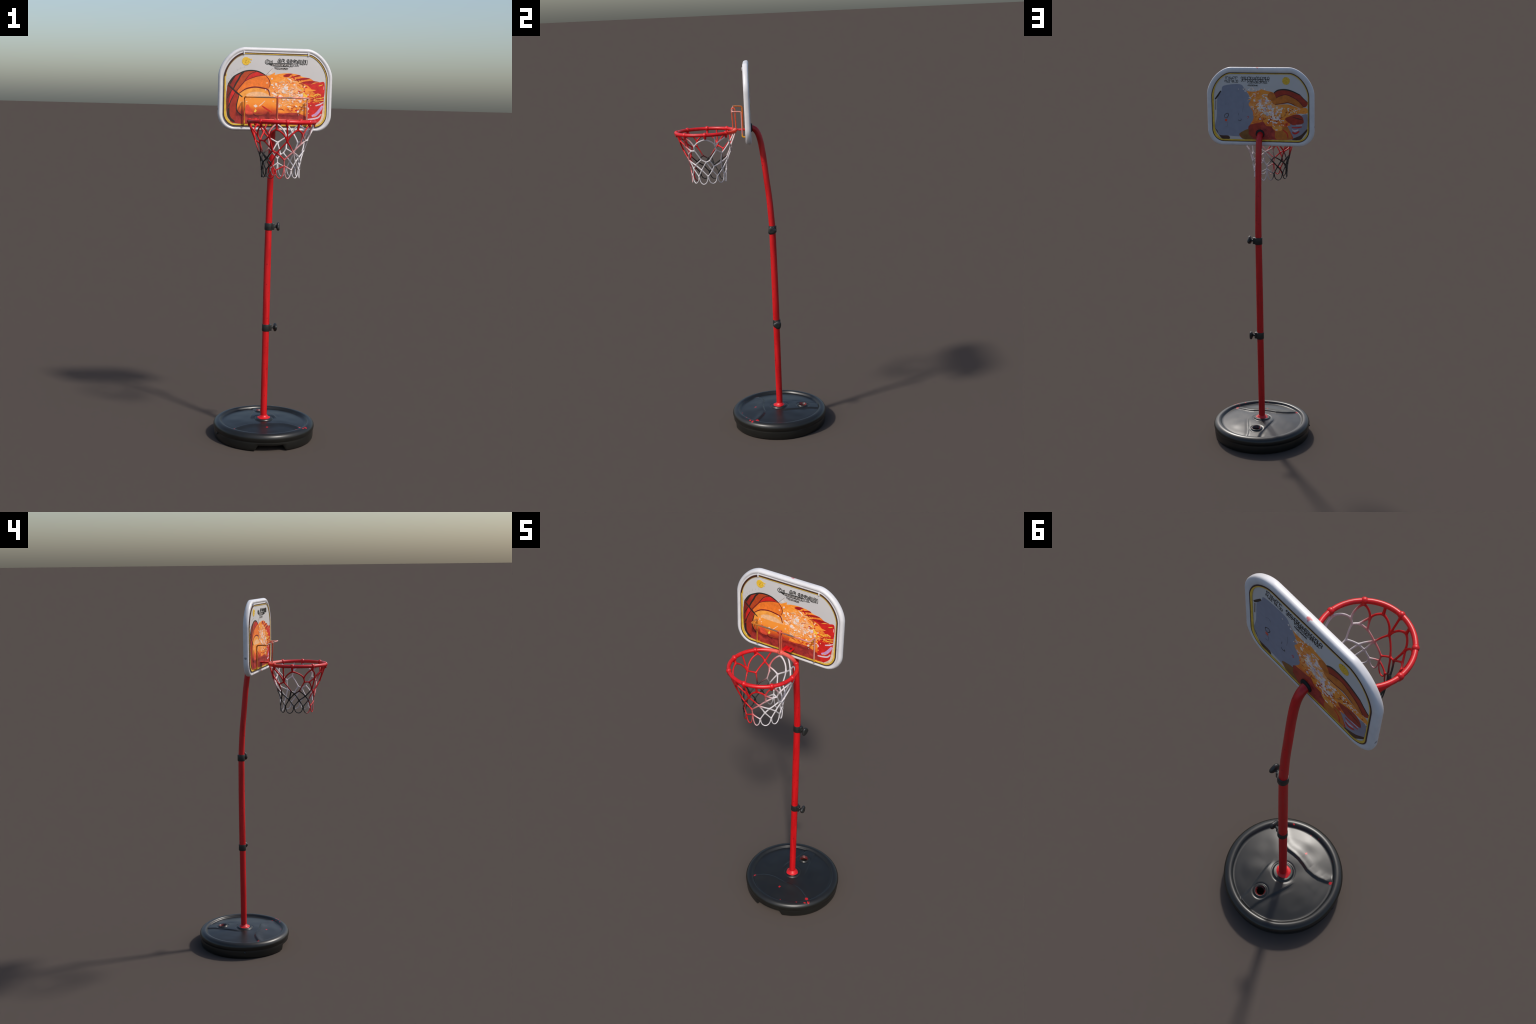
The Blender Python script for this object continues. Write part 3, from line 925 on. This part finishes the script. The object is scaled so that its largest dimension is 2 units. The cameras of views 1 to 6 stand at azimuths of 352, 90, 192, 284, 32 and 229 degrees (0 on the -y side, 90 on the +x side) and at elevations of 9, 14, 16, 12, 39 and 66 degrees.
add_object('bracket_slot', box_bevel_mesh('bracket_slot', (.009, .012, .003), (.030, -.014, 1.6556), .0008), hoop, mat_clamp)
add_object('bracket_arm', box_bevel_mesh('bracket_arm', (.018, .058, .008), (.002, -.028, 1.6525), .002), hoop, mat_pole)
add_object('bracket_lug', box_bevel_mesh('bracket_lug', (.026, .02, .020), (0, -.056, 1.649), .006), hoop, mat_ring)

# ------------------------------------------------------------------ net
# surface of the net: radius and centre as functions of height
NZ = [1.36, 1.385, 1.445, 1.48, 1.515, 1.555, 1.60, 1.645]
NRAD = [.088, .089, .092, .0965, .1075, .125, .1405, .1545]
NCY = [-.2035, -.2035, -.2035, -.2035, -.2035, -.2035, -.2060, -.2080]
def on_net(a, z):
    r, cy = interp(z, NZ, NRAD), interp(z, NZ, NCY)
    return Vector((r * sin(radians(a)), cy - r * cos(radians(a)), z - .002))

# knots of the net: (angle from the front in degrees, height in metres)
KNOT = dict(
    r0=(0, 1.645), m1=(342, 1.616), m2=(22, 1.614), k45=(48, 1.636), k90=(89, 1.626), s109=(108, 1.645), k135=(137, 1.632),
    k180=(180, 1.634), s162=(164, 1.645), s197=(197, 1.645), k225=(222, 1.631), s251=(251, 1.645), k270=(270.5, 1.621), k315=(312, 1.630),
    ja=(3.6, 1.559), jb=(326.5, 1.582), jc=(37.2, 1.588), jm=(63.5, 1.587), jm2=(61.2, 1.566), jce=(51, 1.564), jcd=(38, 1.545),
    jn0=(110.5, 1.590), jn=(112.8, 1.566), jp=(129, 1.547), cx=(148.5, 1.597), w=(159.5, 1.574), x=(209, 1.594), xb=(200, 1.572),
    xc=(199, 1.551), xd=(203, 1.519), z=(179, 1.546), j1=(229, 1.545), j2=(247.5, 1.561), j3=(296.4, 1.585), j3a=(300, 1.563),
    jdg=(313, 1.561), jdm=(330, 1.516), jg=(341, 1.506), jh=(22.5, 1.511), ji=(0.5, 1.474), joa=(73, 1.516), jo=(86.3, 1.503),
    jno=(96.6, 1.511), jq=(132, 1.495), w2=(157.5, 1.518), w3=(164, 1.497), w4=(171.7, 1.490), w7=(195.5, 1.499), t8=(180.5, 1.470),
    j10=(228, 1.492), j4a=(264.4, 1.510), j4=(273.8, 1.496), j5=(288.7, 1.512), j7=(310, 1.481), jt=(50, 1.487),
    jw=(37.6, 1.464), js=(69.8, 1.461), jr=(109, 1.478), jr2=(104, 1.456), jv=(141.7, 1.458), t10=(216, 1.461), j8=(254.5, 1.462),
    j9=(288.7, 1.459), jk=(323, 1.457),
    b0=(1.5, 1.446), b1=(24.5, 1.427), b2=(57, 1.426), b3=(89.5, 1.427), b4=(120.6, 1.426), b5=(152.5, 1.427), b6=(180, 1.449),
    b7=(203.5, 1.424), b8=(237.5, 1.424), b9=(271, 1.424), b10=(303, 1.424), b11=(335.5, 1.424))
ARCH = 'm1-jb m1-ja m2-ja m2-jc k45-jc k45-jm k90-jm k90-jn0 k135-jn0 k135-cx k180-w k180-xb k225-x k225-j2 k270-j2 k270-j3 k315-j3 k315-jb'
TOP = 'r0-ja s109-jn0 jn0-jn s162-cx cx-w cx-jp s197-x s251-j2 x-xb x-j1 j1-j2 j3-j3a jm-jm2 jb-jdg jb-jdm jdg-j3a jc-jce jc-jcd jce-jcd jce-jm2 jn-jp z-w z-xb xb-xc'
MID = ('jdg-jdm jdm-jg j3a-j5 jdm-j7 j5-j7 j5-j4 ja-jg ja-jh jg-ji jg-jk jh-ji jh-jw jcd-jh jm2-joa joa-jo joa-jt jt-jh jt-jw jt-js jo-js jo-jr2 jno-jr jn-jno jno-jo '
       'jp-jq jq-w2 w2-w jq-jr jq-jv jv-w3 w2-w3 w3-w4 w4-z w4-t8 z-w7 xc-xd xd-w7 xd-j10 w7-t8 w7-t10 j1-j10 j10-t10 j10-j8 j2-j4a j4a-j4 j4a-j8 j4-j8 j4-j9 j7-j9 j7-jk jr-jr2')
LOW = ('ji-b0 t8-b6 b0-b11 b0-b1 jk-b11 jk-b10 j9-b10 j9-b9 j8-b9 j8-b8 t10-b8 t10-b7 b6-b7 b6-b5 jv-b5 jv-b4 jr2-b4 jr2-b3 js-b3 js-b2 jw-b2 jw-b1')

def strand(a, b, sag, r0, r1):
    (a0, z0), (a1, z1) = a, b
    d = (a1 - a0 + 180) % 360 - 180
    pts, rad = [], []
    n = 12
    for i in range(n + 1):
        t = i / n
        if sag:      # leaves its knot sideways, then falls
            u, h = t * (1.42 - .42 * t), t * (.62 + .38 * t)
        else:
            u, h = t, t
        pts.append(on_net(a0 + d * u, z0 + (z1 - z0) * h))
        rad.append((r0 + (r1 - r0) * t) * (1 + .45 * (2 * abs(t - .5)) ** 5))
    return tube_geo(pts, rad, 10)

def build_net():
    geos = []
    for text, sag, r0, r1 in ((ARCH, True, .0042, .0039), (TOP, False, .0041, .0038), (MID, False, .0036, .0034), (LOW, False, .0033, .0029)):
        for e in text.split():
            p, q = e.split('-')
            geos.append(strand(KNOT[p], KNOT[q], sag, r0, r1))
    for n, (a, z) in KNOT.items():
        geos.append(sphere_geo(on_net(a, z), .0052 if z > 1.5 else .0047, 10, 7))
    # short stems between ring and the first knots
    for n in ('m1', 'm2', 'k45', 'k90', 'k135', 'k180', 'k225', 'k270', 'k315'):
        a, z = KNOT[n]
        a0 = KNOB_AT[round(a / 45)] if n[0] == 'k' else a
        geos.append(tube_geo([on_net(a0, 1.647), on_net((a0 + a) / 2, (1.647 + z) / 2), on_net(a, z)], [.0062, .0052, .0058], 10))
    for n in ('r0', 's109', 's162', 's197', 's251'):
        a, z = KNOT[n]
        geos.append(sphere_geo(on_net(a, 1.644), .0062, 10, 7))
    # free loops along the bottom edge
    names = ['b%d' % i for i in range(12)]
    for i in range(12):
        (a0, z0), (a1, z1) = KNOT[names[i]], KNOT[names[(i + 1) % 12]]
        d = (a1 - a0) % 360
        pts = []
        n = 20
        low = 1.3870 + .002 * sin(i * 2.3)
        for k in range(n + 1):
            th = pi * k / n
            t = .5 - .45 * cos(th)
            zt = z0 + (z1 - z0) * t
            pts.append(on_net(a0 + d * t, zt - .004 - (zt - .004 - low) * sin(th) ** .9))
        pts = [on_net(a0, z0)] + pts + [on_net(a1, z1)]
        geos.append(tube_geo(pts, .0027, 8))
    V, F = merge(*geos)
    me = mesh_from('net', V, F)
    ob = bpy.data.objects.new('net_source', me)
    bpy.context.scene.collection.objects.link(ob)
    md = ob.modifiers.new('weld', 'REMESH'); md.mode = 'VOXEL'; md.voxel_size = .00105; md.use_smooth_shade = True
    sm = ob.modifiers.new('soften', 'SMOOTH'); sm.factor = .5; sm.iterations = 4
    dg = bpy.context.evaluated_depsgraph_get()
    out = bpy.data.meshes.new_from_object(ob.evaluated_get(dg))
    bpy.data.objects.remove(ob)
    out.name = 'net'
    return out

def net_material():
    m = Nodes('net_cord')
    x, y, z = m.xyz()
    n = m.math('MULTIPLY', m.math('SUBTRACT', m.noise(30, 3), .5), .03)
    back = m.math('MULTIPLY', m.math('MAXIMUM', m.math('ADD', y, .21), 0.0), .95)
    t = m.math('ADD', m.math('ADD', x, back), n)
    edge = m.math('MAXIMUM', m.math('SUBTRACT', .1, m.math('MULTIPLY', m.math('SUBTRACT', 1.588, z), .75)), .014)
    white = m.step(m.math('SUBTRACT', t, edge), -.03, .035)
    col = m.mix(white, srgb(194, 14, 20), srgb(198, 193, 194))
    bx = m.math('SUBTRACT', m.math('MULTIPLY', m.math('ADD', y, .2045), .2), .040)
    black = m.math('MULTIPLY', m.step(m.math('SUBTRACT', m.math('ADD', x, n), bx), .02, -.016), m.step(m.math('ADD', z, n), 1.552, 1.495))
    col = m.mix(black, col, srgb(28, 28, 26))
    return m.done(col, .5, .4)
net = add_object('net', build_net(), hoop, net_material())
net['kind'] = 'stuff'
